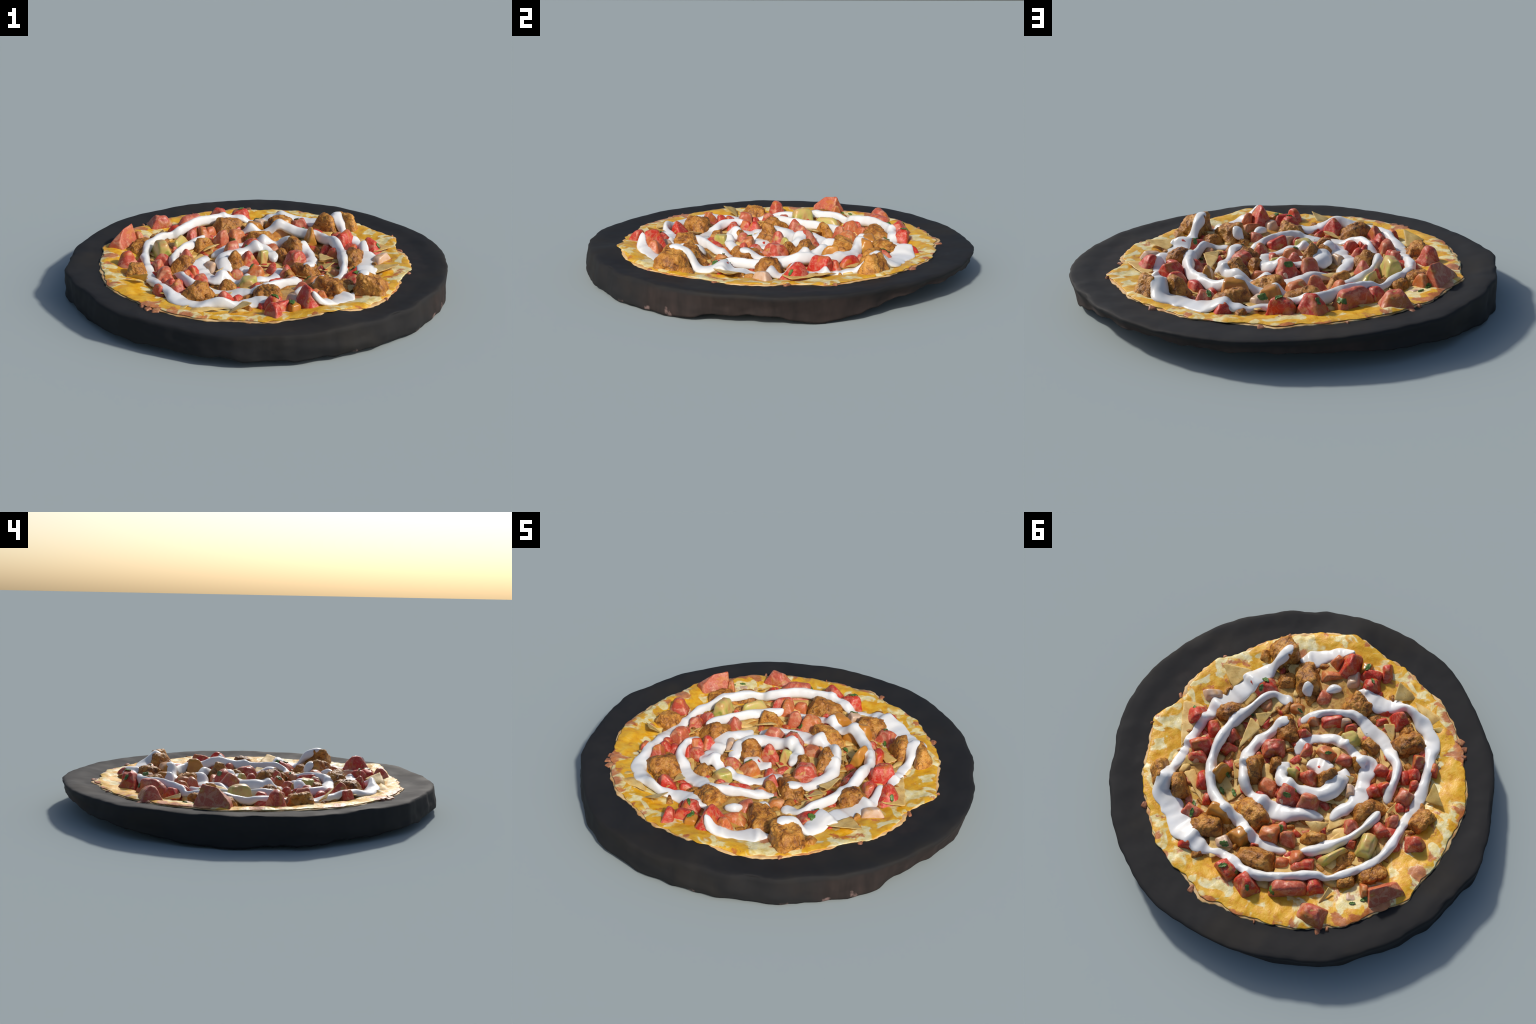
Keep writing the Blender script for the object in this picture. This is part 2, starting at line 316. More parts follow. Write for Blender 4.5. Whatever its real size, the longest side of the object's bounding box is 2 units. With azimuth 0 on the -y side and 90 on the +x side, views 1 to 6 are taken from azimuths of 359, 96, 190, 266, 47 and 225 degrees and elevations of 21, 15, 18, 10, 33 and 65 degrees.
def cheese_material():
    m = N("melted_cheese"); v = m.coords()
    cheddar = m.ramp(m.noise(v, 30, 4), [(.3, (.62, .27, .008)), (.5, (.72, .38, .012)), (.75, (.74, .46, .05))])
    mozza = m.ramp(m.noise(v, 34, 4), [(.3, (.66, .48, .13)), (.5, (.75, .64, .30)), (.7, (.79, .73, .48))])
    n1 = m.noise(v, 9, 3, .5, 1.0)
    col = m.mix(m.step(n1, .505, .57), cheddar, mozza)
    red = m.ramp(m.noise(v, 40, 4), [(.3, (.36, .060, .016)), (.7, (.56, .17, .05))])
    ln = m.t.nodes.new("ShaderNodeVectorMath"); ln.operation = 'LENGTH'
    flat = m.t.nodes.new("ShaderNodeVectorMath"); flat.operation = 'MULTIPLY'
    m.link(m.tc.outputs["Object"], flat.inputs[0]); flat.inputs[1].default_value = (1, 1, 0)
    m.link(flat.outputs[0], ln.inputs[0]); r = ln.outputs["Value"]
    rim = m.step(r, .76, .82)
    redmask = m.step(m.math('ADD', m.noise(v, 9.5, 4, .6, .5), m.math('MULTIPLY', rim, .10)), .59, .66)
    col = m.mix(m.math('MULTIPLY', redmask, .85), col, red)
    # tan mash between the middle toppings, darker browns painted for shadowed gaps
    mash = m.ramp(m.noise(v, 17, 5, .6, .6), [(.28, (.20, .075, .016)), (.42, (.42, .21, .04)), (.52, (.56, .34, .08)), (.62, (.46, .17, .035)), (.75, (.60, .43, .16))])
    inner = m.math('SUBTRACT', 1.0, m.step(m.math('ADD', r, m.math('MULTIPLY', m.math('SUBTRACT', m.noise(v, 6, 3), .5), .35)), .53, .66))
    col = m.mix(inner, col, mash)
    brown = m.step(m.noise(v, 26, 4, .6), .66, .74)
    col = m.mix(m.math('MULTIPLY', brown, .55), col, (.30, .11, .02))
    h = m.math('ADD', m.noise(v, 45, 4), m.math('MULTIPLY', m.noise(v, 120, 3), .4))
    m.bump(h, .4, .006)
    return m.set(Base_Color=col, Roughness=m.ramp(m.noise(v, 60, 3), [(.3, .32), (.7, .62)]), Specular_IOR_Level=.5,
                 Subsurface_Weight=.05, Subsurface_Radius=(.02, .012, .005), Subsurface_Scale=.3)

def crust_material():
    m = N("flatbread"); v = m.coords()
    col = m.ramp(m.noise(v, 14, 5, .6), [(.3, (.46, .16, .045)), (.46, (.62, .36, .13)), (.62, (.70, .50, .25)), (.75, (.50, .20, .07))])
    m.bump(m.noise(v, 70, 4), .3, .003)
    return m.set(Base_Color=col, Roughness=.6)

def chicken_material():
    m = N("seasoned_chicken"); v = m.coords(rand=True)
    fib = m.noise(m.coords((1, .35, 1), rand=True), 55, 5, .65, 1.2)
    col = m.ramp(m.noise(v, 24, 6, .62, .4), [(.27, (.09, .028, .006)), (.38, (.30, .105, .014)), (.49, (.49, .200, .026)), (.62, (.60, .29, .050)), (.78, (.66, .41, .13))])
    col = m.mix(m.math('MULTIPLY', m.step(fib, .53, .66), .7), col, (.15, .048, .009))
    crack = m.t.nodes.new("ShaderNodeTexVoronoi"); crack.feature = 'DISTANCE_TO_EDGE'; crack.inputs["Scale"].default_value = 26
    warp = m.t.nodes.new("ShaderNodeVectorMath"); warp.operation = 'ADD'; m.link(v, warp.inputs[0])
    wn = m.t.nodes.new("ShaderNodeTexNoise"); wn.inputs["Scale"].default_value = 30; m.link(v, wn.inputs["Vector"])
    ws = m.t.nodes.new("ShaderNodeVectorMath"); ws.operation = 'SCALE'; ws.inputs["Scale"].default_value = .05
    m.link(wn.outputs["Color"], ws.inputs[0]); m.link(ws.outputs[0], warp.inputs[1]); m.link(warp.outputs[0], crack.inputs["Vector"])
    cm = m.math('SUBTRACT', 1.0, m.step(crack.outputs["Distance"], .01, .10))
    col = m.mix(m.math('MULTIPLY', m.math('MULTIPLY', cm, m.step(m.noise(v, 20, 2), .48, .64)), .7), col, (.06, .018, .005))
    char = m.step(m.noise(v, 13, 5, .65), .60, .70)
    col = m.mix(m.math('MULTIPLY', char, .75), col, (.035, .013, .006))
    tint = m.ramp(m.oi.outputs["Random"], [(0, (.72, .66, .62)), (.5, (.88, .86, .86)), (1, (1.0, 1.0, 1.05))])
    col = m.mix(1.0, col, tint, 'MULTIPLY')
    m.bump(m.math('SUBTRACT', m.math('ADD', m.noise(v, 60, 5), m.math('MULTIPLY', fib, .8)), m.math('MULTIPLY', cm, .3)), .6, .006)
    return m.set(Base_Color=col, Roughness=.5, Specular_IOR_Level=.4)

def tomato_material(name, lo, hi):
    """lo..hi: where this batch sits between deep red (0), brick pink (.5) and orange (1)"""
    m = N(name); v = m.coords(rand=True)
    R = m.math('MULTIPLY_ADD', m.oi.outputs["Random"], hi-lo, lo)
    skin = m.ramp(R, [(0, (.52, .028, .013)), (.3, (.48, .045, .022)), (.55, (.47, .095, .052)), (.8, (.52, .130, .035)), (1, (.54, .18, .030))])
    flesh = m.ramp(R, [(0, (.55, .13, .075)), (.4, (.58, .22, .14)), (.7, (.54, .22, .11)), (1, (.56, .28, .10))])
    col = m.mix(m.step(m.noise(v, 21, 4, .6, .8), .49, .61), skin, flesh)
    dark = m.step(m.noise(v, 17, 4, .6, .3), .55, .68)
    col = m.mix(m.math('MULTIPLY', dark, .5), col, (.30, .030, .012))
    orange = m.step(m.noise(v, 15, 3, .5, .6), .54, .66)
    col = m.mix(m.math('MULTIPLY', orange, .7), col, (.50, .17, .022))
    gel = m.step(m.noise(v, 30, 3, .5, .6), .62, .70)
    col = m.mix(m.math('MULTIPLY', gel, .7), col, (.50, .36, .09))
    vein = m.math('SUBTRACT', 1.0, m.step(m.math('ABSOLUTE', m.math('SUBTRACT', m.noise(v, 28, 3, .5, 1.0), .5)), .004, .03))
    col = m.mix(m.math('MULTIPLY', vein, .35), col, (.62, .27, .17))
    speck = m.step(m.noise(v, 90, 2), .72, .78)
    col = m.mix(m.math('MULTIPLY', speck, .5), col, (.14, .035, .015))
    m.bump(m.math('ADD', m.noise(v, 35, 4), m.math('MULTIPLY', m.noise(v, 110, 2), .3)), .4, .006)
    return m.set(Base_Color=col, Roughness=m.ramp(m.noise(v, 30, 3), [(.3, .34), (.7, .58)]), Specular_IOR_Level=.45, Subsurface_Weight=.08,
                 Subsurface_Radius=(.03, .008, .004), Subsurface_Scale=.3)

def simple_material(name, stops, scale, rough=.45, bump=.25, sss=0.0):
    m = N(name); v = m.coords(rand=True)
    col = m.ramp(m.noise(v, scale, 5, .6, .4), stops)
    m.bump(m.noise(v, 60, 4), bump, .004)
    return m.set(Base_Color=col, Roughness=rough, Subsurface_Weight=sss, Subsurface_Radius=(.02, .015, .01), Subsurface_Scale=.3)

def chip_material():
    m = N("corn_chip"); v = m.coords(rand=True)
    col = m.ramp(m.noise(v, 18, 5, .6), [(.3, (.52, .29, .07)), (.5, (.70, .46, .14)), (.7, (.76, .56, .23))])
    olive = m.ramp(m.oi.outputs["Random"], [(.6, 0.0), (1, .4)])
    col = m.mix(olive, col, (.36, .26, .045))
    fleck = m.step(m.noise(m.coords((1, 1.8, 1), rand=True), 75, 3), .64, .72)
    col = m.mix(m.math('MULTIPLY', fleck, .7), col, (.17, .075, .015))
    m.bump(m.noise(v, 80, 4), .35, .003)
    return m.set(Base_Color=col, Roughness=.55)

def cream_material():
    m = N("sour_cream"); v = m.coords()
    col = m.ramp(m.noise(v, 9, 3), [(.3, (.69, .68, .65)), (.7, (.79, .79, .785))])
    m.bump(m.noise(v, 35, 3), .12, .004)
    return m.set(Base_Color=col, Roughness=.3, Specular_IOR_Level=.5, Subsurface_Weight=.15,
                 Subsurface_Radius=(.02, .018, .014), Subsurface_Scale=.4)

MAT_BOARD = board_material(); MAT_CHEESE = cheese_material(); MAT_CRUST = crust_material()
MAT_CHICKEN = chicken_material(); MAT_TOMATO = tomato_material("diced_red_tomato", 0, .42); MAT_TOMATO_PINK = tomato_material("diced_pink_tomato", .38, .66); MAT_TOMATO_ORANGE = tomato_material("diced_orange_tomato", .74, 1); MAT_CHIP = chip_material(); MAT_CREAM = cream_material()
MAT_PEPPER = simple_material("orange_pepper", [(.3, (.42, .15, .02)), (.55, (.52, .22, .03)), (.75, (.33, .20, .03))], 14, .3)
MAT_ONION = simple_material("raw_onion", [(.3, (.56, .30, .15)), (.5, (.62, .44, .32)), (.65, (.58, .33, .14)), (.8, (.54, .22, .06))], 16, .35, .15, .1)
MAT_AVOCADO = simple_material("avocado_flesh", [(.3, (.26, .29, .04)), (.45, (.48, .42, .10)), (.58, (.56, .36, .12)), (.75, (.46, .18, .05))], 15, .35)
MAT_LEAF = simple_material("green_leaf", [(.3, (.035, .085, .012)), (.6, (.10, .20, .03)), (.8, (.20, .30, .06))], 60, .45)
MAT_BURNT = simple_material("browned_cheese", [(.3, (.16, .055, .025)), (.55, (.36, .13, .055)), (.75, (.52, .28, .11))], 40, .5)

# ------------------------------------------------------------------ board
def tilt(x, y):
    return .143 - .010*x + .002*y

def ease(v, a, b):
    u = min(1, max(0, (v-a)/(b-a))); return u*u*(3-2*u)

def hump(x, y):
    """soft swelling of the board beside the food on the front side"""
    return .034*math.exp(-((x-.31)**2+(y+.745)**2)/(2*.095**2))

def sag(r):
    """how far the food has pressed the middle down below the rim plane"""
    return float(np.interp(r, (0, .3, .48, .60, .70, .78, .84), (.061, .060, .053, .036, .017, .006, .003)))

def board_top(x, y):
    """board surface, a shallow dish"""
    r = math.hypot(x, y)
    return tilt(x, y) - (sag(r)+.009)*(1-ease(r, .84, .95)) + hump(x, y)

# how far down the flank reaches, by bearing: deep at the front, a thin lip at +y
FLANK_FOOT = [(0, .042), (12, .014), (20, .006), (32, .040), (45, .080), (60, .092), (80, .094), (100, .090), (115, .075),
              (137, .048), (155, .018), (167, .004), (180, .014), (200, .024), (232, .033), (250, .040), (270, .030), (288, .020),
              (305, .018), (322, .008), (338, .010), (348, .028)]
# how far the flank flares outwards at its foot, by bearing
FLANK_FLARE = [(0, -.022), (12, -.026), (20, -.026), (32, -.030), (45, -.022), (60, -.017), (100, -.012), (137, -.007), (160, 0),
               (190, 0), (225, .010), (270, .014), (315, .016), (340, .006), (350, -.012)]
# how quickly the underside runs down to the ground behind the flank
UNDER_RUN = [(0, .27), (30, .27), (60, .30), (110, .30), (150, .30), (200, .4), (330, .4)]

def build_board():
    seg = 360
    th = np.arange(seg)*360/seg
    R = periodic(BOARD_RIM, th); foot = periodic(FLANK_FOOT, th); flare = periodic(FLANK_FLARE, th); run = periodic(UNDER_RUN, th)
    R = R+.006*np.cos(np.radians(th))-.010*np.sin(np.radians(th))   # centre the outline
    bell = lambda c, w: np.exp(-.5*(((th-c+180) % 360-180)/w)**2)
    R = R+.010*bell(105, 28)-.005*bell(35, 16)-.008*bell(232, 18)+.010*bell(-6, 16)
    verts, faces, rings = [], [], []
    def ring(fn):
        idx = []
        for k in range(seg):
            a = math.radians(th[k]); r, z = fn(k)
            idx.append(len(verts)); verts.append((r*math.cos(a), r*math.sin(a), z))
        rings.append(idx)
    def ztop(k, r):
        a = math.radians(th[k]); x, y = r*math.cos(a), r*math.sin(a)
        rip = noise3((x, y, 0), 7, 3)*.0035 + noise3((x, y, 0), 18, 8)*.002
        return board_top(x, y) + rip*min(1, r/.6)
    for f in (.25, .5, .7):
        ring(lambda k, f=f: (R[k]*f, ztop(k, R[k]*f)))
    for f in np.linspace(.76, .985, 14):
        ring(lambda k, f=f: (R[k]*f, ztop(k, R[k]*f)))
    jag = [noise3((math.cos(math.radians(t))*9, math.sin(math.radians(t))*9, 1), 1, 5) for t in th]
    jag2 = [noise3((math.cos(math.radians(t))*24, math.sin(math.radians(t))*24, 2), 1, 9) for t in th]
    jag3 = [noise.cell(Vector((t/7.0, 3.3, 0)))*.006+abs(noise3((t/9.0, 0, 0), 1, 77))*-.010 for t in th]
    jag3 = list(np.convolve(np.concatenate([jag3[-2:], jag3, jag3[:2]]), np.ones(5)/5, mode='valid'))
    R = R+np.array(jag3)
    ring(lambda k: (R[k]*.994+jag2[k]*.003, ztop(k, R[k])-.002))
    ring(lambda k: (R[k]+jag2[k]*.004, ztop(k, R[k])-.007))
    for f in np.linspace(.1, 1, 12):
        def fn(k, f=f):
            z0 = ztop(k, R[k])-.012
            zf = max(0.002, foot[k]+jag[k]*.012+jag2[k]*.009)
            z = z0*(1-f)+zf*f
            a = math.radians(th[k])
            lump = (noise3((math.cos(a)*5, math.sin(a)*5, z*14), 1, 21)*.011+noise3((math.cos(a)*13, math.sin(a)*13, z*30), 1, 51)*.007)*f
            return R[k]+flare[k]*math.sin(f*1.75)+lump+jag2[k]*.003, z
        ring(fn)
    for f in (.97, .93, .88, .82, .74, .65, .5, .3, .1):
        def fn(k, f=f):
            zf = max(0.002, foot[k]+jag[k]*.012+jag2[k]*.009)
            u = (.985-f)/run[k]
            u = min(1, max(0, u)); s = u*u*(3-2*u)
            s = .55*s+.45*min(1, u*1.15)
            a = math.radians(th[k])
            z = zf*(1-min(1, s*1.05))+noise3((f*math.cos(a), f*math.sin(a), 0), 6, 14)*.006*(1-s)
            return (R[k]+flare[k]*ease(f, .6, .97))*f, max(0.0005 if f < .9 else .001, z)
        ring(fn)
    for a, b in zip(rings[:-1], rings[1:]):
        for k in range(seg):
            j = (k+1) % seg
            faces.append((a[k], b[k], b[j], a[j]))
    c0 = len(verts); verts.append((0, 0, board_top(0, 0)))
    c1 = len(verts); verts.append((0, 0, 0.0))
    for k in range(seg):
        j = (k+1) % seg
        faces.append((c0, rings[0][k], rings[0][j])); faces.append((rings[-1][k], c1, rings[-1][j]))
    ob = new_mesh_object("round_serving_board", verts, faces, MAT_BOARD)
    ob["label"] = "thick round matt black serving board with rough underside"
    ob["category"] = "serving board"
    return ob

# ------------------------------------------------------------------ pizza base
def mound(x, y):
    """height of the melted cheese surface above the board"""
    r = math.hypot(x, y)
    core = 1/(1+math.exp((r-.66)/.04))
    z = tilt(x, y)-sag(r)+.003+hump(x, y)*.9
    z += noise3((x, y, 0), 5, 2)*.005 + noise3((x, y, 0), 13, 4)*.006 + noise3((x, y, 0), 30, 6)*.0035
    z += core*(noise3((x, y, 0), 9, 31)*.010)
    return z

def disc(name, rings, seg, rfun, zfun, bottom, material, parent):
    verts, faces, idx = [], [], []
    th = np.arange(seg)*360/seg
    R = rfun(th)
    for i, f in enumerate(rings):
        row = []
        for k in range(seg):
            a = math.radians(th[k]); x, y = R[k]*f*math.cos(a), R[k]*f*math.sin(a)
            row.append(len(verts)); verts.append((x, y, zfun(x, y, f)))
        idx.append(row)
    row = []
    for k in range(seg):
        a = math.radians(th[k]); x, y = R[k]*.97*math.cos(a), R[k]*.97*math.sin(a)
        row.append(len(verts)); verts.append((x, y, bottom(x, y)))
    idx.append(row)
    for a, b in zip(idx[:-1], idx[1:]):
        for k in range(seg):
            j = (k+1) % seg; faces.append((a[k], b[k], b[j], a[j]))
    c = len(verts); verts.append((0, 0, zfun(0, 0, 0))); d = len(verts); verts.append((0, 0, bottom(0, 0)))
    for k in range(seg):
        j = (k+1) % seg; faces.append((c, idx[0][k], idx[0][j])); faces.append((idx[-1][k], d, idx[-1][j]))
    return new_mesh_object(name, verts, faces, material, parent)

board = build_board()
pizza = bpy.data.objects.new("loaded_pizza", None); COLL.objects.link(pizza)
pizza["label"] = "cheesy pizza with chicken, tomato, chips and white cream spiral"
pizza["category"] = "pizza"

def crust_radius(th):
    R = periodic(PIZZA_EDGE, th)
    for k in range(len(th)):
        a = math.radians(th[k])
        R[k] += noise3((math.cos(a)*14, math.sin(a)*14, 0), 1, 4)*.009+noise3((math.cos(a)*38, math.sin(a)*38, 0), 1, 6)*.007
    return R
def cheese_radius(th):
    R = periodic(PIZZA_EDGE, th)
    for k in range(len(th)):
        a = math.radians(th[k])
        R[k] += -.006+noise3((math.cos(a)*8, math.sin(a)*8, 0), 1, 14)*.018+noise3((math.cos(a)*17, math.sin(a)*17, 0), 1, 44)*.012+noise3((math.cos(a)*30, math.sin(a)*30, 0), 1, 16)*.006
    return R
crust = disc("flatbread_crust", [.4, .8, .9, .95, .98, .995, 1.0], 480, crust_radius,
     lambda x, y, f: board_top(x, y)+(.004 if f > .92 else .001)+noise3((x, y, 0), 15, 3)*.003*(f > .92)-(.004 if f == 1 else 0),
     lambda x, y: board_top(x, y)-.004, MAT_CRUST, pizza)
def cheese_z(x, y, f):
    e = max(0, (f-.93)/.07)
    return mound(x, y)*(1-e**3)+(board_top(x, y)+.007)*e**3
cheese = disc("cheese_layer", list(np.linspace(.01, .9, 95))+list(np.linspace(.91, 1, 16)), 520, cheese_radius, cheese_z,
     lambda x, y: board_top(x, y)-.002, MAT_CHEESE, pizza)

# ------------------------------------------------------------------ diced pieces
ICO = bmesh.new(); bmesh.ops.create_icosphere(ICO, subdivisions=5, radius=1)
ICO_V = np.array([v.co[:] for v in ICO.verts]); ICO_F = [tuple(v.index for v in f.verts) for f in ICO.faces]; ICO.free()
ICO2 = bmesh.new(); bmesh.ops.create_icosphere(ICO2, subdivisions=4, radius=1)
ICO2_V = np.array([v.co[:] for v in ICO2.verts]); ICO2_F = [tuple(v.index for v in f.verts) for f in ICO2.faces]; ICO2.free()

def chunk(name, spec, material, sharp=9, lean=.25, cuts=4, rough=0.0, fine=True, foot=None, slope=0.0):
    """rounded, irregular, faceted lump: the smooth intersection of slanted half-spaces"""
    x, y, length, width, top, heading = spec
    V, F = (ICO3_V, ICO3_F) if fine is None else (ICO_V, ICO_F) if fine else (ICO2_V, ICO2_F)
    if foot is None: foot = mound(x, y)-.012
    hz = max(.012, (top-foot)/2); cz = top-hz
    planes = []
    def add(n, h):
        n = np.array(n, float); n /= np.linalg.norm(n); planes.append((n, h))
    hx, hy = length/2, width/2
    for s in (1, -1):
        add((s, random.uniform(-.25, .25), lean*random.uniform(.2, 1.3) if not slope else .1), hx)
        add((random.uniform(-.25, .25), s, lean*random.uniform(.2, 1.3)), hy)
    add((random.uniform(-.28, .28) if not slope else -slope, random.uniform(-.28, .28), 1), hz if not slope else hz*.72)
    add((0, 0, -1), hz*1.1)
    for _ in range(cuts):
        a = random.uniform(0, 2*math.pi); up = random.uniform(.25, 1.0)
        n = np.array((math.cos(a), math.sin(a), up)); n /= np.linalg.norm(n)
        sup = abs(n[0])*hx+abs(n[1])*hy+abs(n[2])*hz
        add(n, sup*random.uniform(.66, .82))
    acc = np.zeros(len(V))
    for n, h in planes:
        acc += np.maximum(V@n/h, 0)**sharp
    P = V*(acc**(-1/sharp))[:, None]
    P[:, 2] += hz*1.0
    # keep the crown at the stated height
    P[:, 2] *= (2*hz)/max(P[:, 2].max(), 1e-5)
    ca, sa = math.cos(math.radians(heading)), math.sin(math.radians(heading))
    seed = random.uniform(0, 50)
    size = min(length, width)
    out = []
    for p, v in zip(P, V):
        if rough:
            d = noise3(p, 16, seed)*.9+noise3(p, 38, seed+3)*.55+(abs(noise3(p, 75, seed+7))-.2)*.5
        else:
            d = noise3(p, 13, seed)*1.0+noise3(p, 30, seed+3)*.55+noise3(p, 70, seed+5)*.15
        d *= (rough if rough else .009)*min(1.2, size/.08)
        q = p+v*d
        out.append((q[0]*ca-q[1]*sa, q[0]*sa+q[1]*ca, q[2]-hz))
    return new_mesh_object(name, [(a+x, b+y, c+cz) for a, b, c in out], F, material, pizza, origin=(x, y, cz))

pieces = []
for s in CHICKEN:
    pieces.append(chunk("chicken_chunk", s, MAT_CHICKEN, sharp=7.5, lean=.48, cuts=5, rough=.012))
ORANGE_TOMATO = (14, 17, 36, 41, 42, 45, 46, 48, 50, 57, 61)
PINK_TOMATO = (7, 12, 16, 18, 20, 29, 31, 32, 33, 34, 37, 40, 43, 47)
for i, s in enumerate(TOMATO):
    tone = MAT_TOMATO_ORANGE if i in ORANGE_TOMATO else MAT_TOMATO_PINK if i in PINK_TOMATO else MAT_TOMATO
    big = s[4] > .23        # the long wedge that sticks up at one end
    pieces.append(chunk("tomato_piece", s, tone, sharp=16 if big else random.uniform(5.5, 9), lean=.5, cuts=0 if big else 4,
                        fine=s[2] > .09, slope=.75 if big else 0))
for s in PEPPER:
    pieces.append(chunk("pepper_piece", s, MAT_PEPPER, sharp=10, lean=.3, cuts=2, fine=False))
for s in ONION:
    pieces.append(chunk("onion_piece", s, MAT_ONION, sharp=8, lean=.35, cuts=2, fine=False))
for s in AVOCADO:
    pieces.append(chunk("avocado_piece", s, MAT_AVOCADO, sharp=9, lean=.3, cuts=2, fine=False))

# ------------------------------------------------------------------ scraps that fill the gaps
ICO3 = bmesh.new(); bmesh.ops.create_icosphere(ICO3, subdivisions=3, radius=1)
ICO3_V = np.array([v.co[:] for v in ICO3.verts]); ICO3_F = [tuple(v.index for v in f.verts) for f in ICO3.faces]; ICO3.free()
ALL = CHICKEN+TOMATO+PEPPER+ONION+AVOCADO
def join(objs, name):
    V, F = [], []
    for o in objs:
        b = len(V); V += [tuple(v.co+o.location) for v in o.data.vertices]
        F += [tuple(b+i for i in p.vertices) for p in o.data.polygons]
    mat = objs[0].data.materials[0]
    for o in objs:
        me = o.data; bpy.data.objects.remove(o); bpy.data.meshes.remove(me)
    ob = new_mesh_object(name, V, F, mat, pizza); ob["kind"] = "stuff"
    return ob
scraps = {"chicken_shreds": [], "tomato_scraps": [], "chip_fragments": []}
placed = []
for _ in range(2600):
    r = .63*math.sqrt(random.random()); a = random.uniform(0, 2*math.pi); x, y = r*math.cos(a), r*math.sin(a)
    if any(math.hypot(x-s[0], y-s[1]) < .36*(s[2]+s[3])/2+.018 for s in ALL): continue
    if any(math.hypot(x-p[0], y-p[1]) < .042 for p in placed): continue
    placed.append((x, y))
    kind = random.choices(list(scraps), (5, 2.5, 3))[0]
    L = random.uniform(.040, .075); base = mound(x, y)
    if kind == "chip_fragments":
        s = (x, y, L*1.2, L*.8, base+random.uniform(.008, .022), random.uniform(0, 360)); arg = dict(sharp=8, lean=.3, cuts=2)
    elif kind == "tomato_scraps":
        s = (x, y, L, L*random.uniform(.5, .8), base+random.uniform(.014, .034), random.uniform(0, 360)); arg = dict(sharp=11, lean=.45, cuts=2)
    else:
        s = (x, y, L*1.15, L*random.uniform(.4, .7), base+random.uniform(.010, .032), random.uniform(0, 360)); arg = dict(sharp=7, lean=.4, cuts=3, rough=.010)
    m_ = {"chicken_shreds": MAT_CHICKEN, "tomato_scraps": MAT_TOMATO, "chip_fragments": MAT_CHIP}[kind]
    scraps[kind].append(chunk(kind, s, m_, fine=None, **arg))
for k, v in scraps.items():
    pieces.append(join(v, k))

# ------------------------------------------------------------------ tortilla chips
def chip(spec, n=22, thick=.007):
    A, B, C = (Vector(spec[i:i+3]) for i in (0, 3, 6))
    cen = (A+B+C)/3
    nrm = (B-A).cross(C-A).normalized()
    if nrm.z < 0: nrm = -nrm
    seed = random.uniform(0, 40); bend = random.uniform(-.03, .05)
    verts, faces, idx = [], [], {}
    for side in (0, 1):
        for i in range(n+1):
            for j in range(n+1-i):
                u, v = i/n, j/n; w = 1-u-v
                p = A*u+B*v+C*w
                # rounded corners and a slightly ragged edge
                m = max(u, v, w); p = p.lerp(cen, .5*max(0, m-.82))
                e = min(u, v, w)
                bulge = bend*(27*u*v*w)*(A-B).length
                p = p+nrm*(bulge+noise3(p, 22, seed)*.004)
                if e < 1e-6: p = p+Vector((noise3(p, 40, seed), noise3(p, 40, seed+9), 0))*.004
                rim = min(1, e*n/1.5)
                p = p-nrm*(thick*(side*(.3+.7*rim)+(1-rim)*.25*(1-side)))
                idx[side, i, j] = len(verts); verts.append(p)
    for side in (0, 1):
        for i in range(n):
            for j in range(n-i):
                f = [idx[side, i, j], idx[side, i+1, j], idx[side, i, j+1]]
                faces.append(f if side else f[::-1])
                if i+j < n-1:
                    f = [idx[side, i+1, j], idx[side, i+1, j+1], idx[side, i, j+1]]
                    faces.append(f if side else f[::-1])
    edge = [(i, 0) for i in range(n)]+[(n-j, j) for j in range(n)]+[(0, n-j) for j in range(n)]
    for k in range(len(edge)):
        a, b = edge[k], edge[(k+1) % len(edge)]
        faces.append([idx[0, *a], idx[0, *b], idx[1, *b], idx[1, *a]])
    ob = new_mesh_object("tortilla_chip", verts, faces, MAT_CHIP, pizza, origin=cen)
    bm = bmesh.new(); bm.from_mesh(ob.data); bmesh.ops.recalc_face_normals(bm, faces=bm.faces); bm.to_mesh(ob.data); bm.free()
    return ob
for s in CHIP:
    pieces.append(chip(s))
# more chips bedded flat under the toppings
for k in range(34):
    r = .60*math.sqrt((k+.5)/34); a = k*2.39996+random.uniform(-.3, .3); cx, cy = r*math.cos(a), r*math.sin(a)
    a0 = random.uniform(0, 2*math.pi); size = random.uniform(.075, .115); corners = []
    for t in range(3):
        b_ = a0+t*2.094+random.uniform(-.25, .25); px, py = cx+size*math.cos(b_), cy+size*math.sin(b_)
        corners += [px, py, mound(px, py)+random.uniform(.004, .026)]
    pieces.append(chip(corners))

# ------------------------------------------------------------------ browned crumbs on the rim
CRUMB_BEARING = (24, 57, 93, 117, 138, 141, 228, 231, 234, 318, 345, 9)
for a in CRUMB_BEARING:
    r = float(periodic(PIZZA_EDGE, a))+random.uniform(-.004, .010)
    L = random.uniform(.025, .060)
    x, y = r*math.cos(math.radians(a)), r*math.sin(math.radians(a))
    zt = board_top(x, y)
    chunk("browned_cheese_crumb", (x, y, L, L*random.uniform(.45, .8), zt+random.uniform(.006, .013), a+random.uniform(-60, 60)),
          MAT_BURNT, sharp=6, rough=.010, fine=False, foot=zt-.02)

# ------------------------------------------------------------------ what lies under the drizzle
def gather(objs):
    V, F = [], []
    for o in objs:
        b = len(V); loc = o.location
        V += [v.co+loc for v in o.data.vertices]
        F += [[b+i for i in p.vertices] for p in o.data.polygons]
    return BVHTree.FromPolygons(V, F)
TREE = gather(pieces+[cheese])
def terrain(x, y):
    hit = TREE.ray_cast(Vector((x, y, 1)), Vector((0, 0, -1)))
    return hit[0].z if hit[0] else board_top(x, y)

def gauss(a, sigma):
    n = int(3*sigma)+1; k = np.exp(-.5*(np.arange(-n, n+1)/sigma)**2); k /= k.sum()
    return np.convolve(np.pad(a, n, mode='edge'), k, mode='valid')

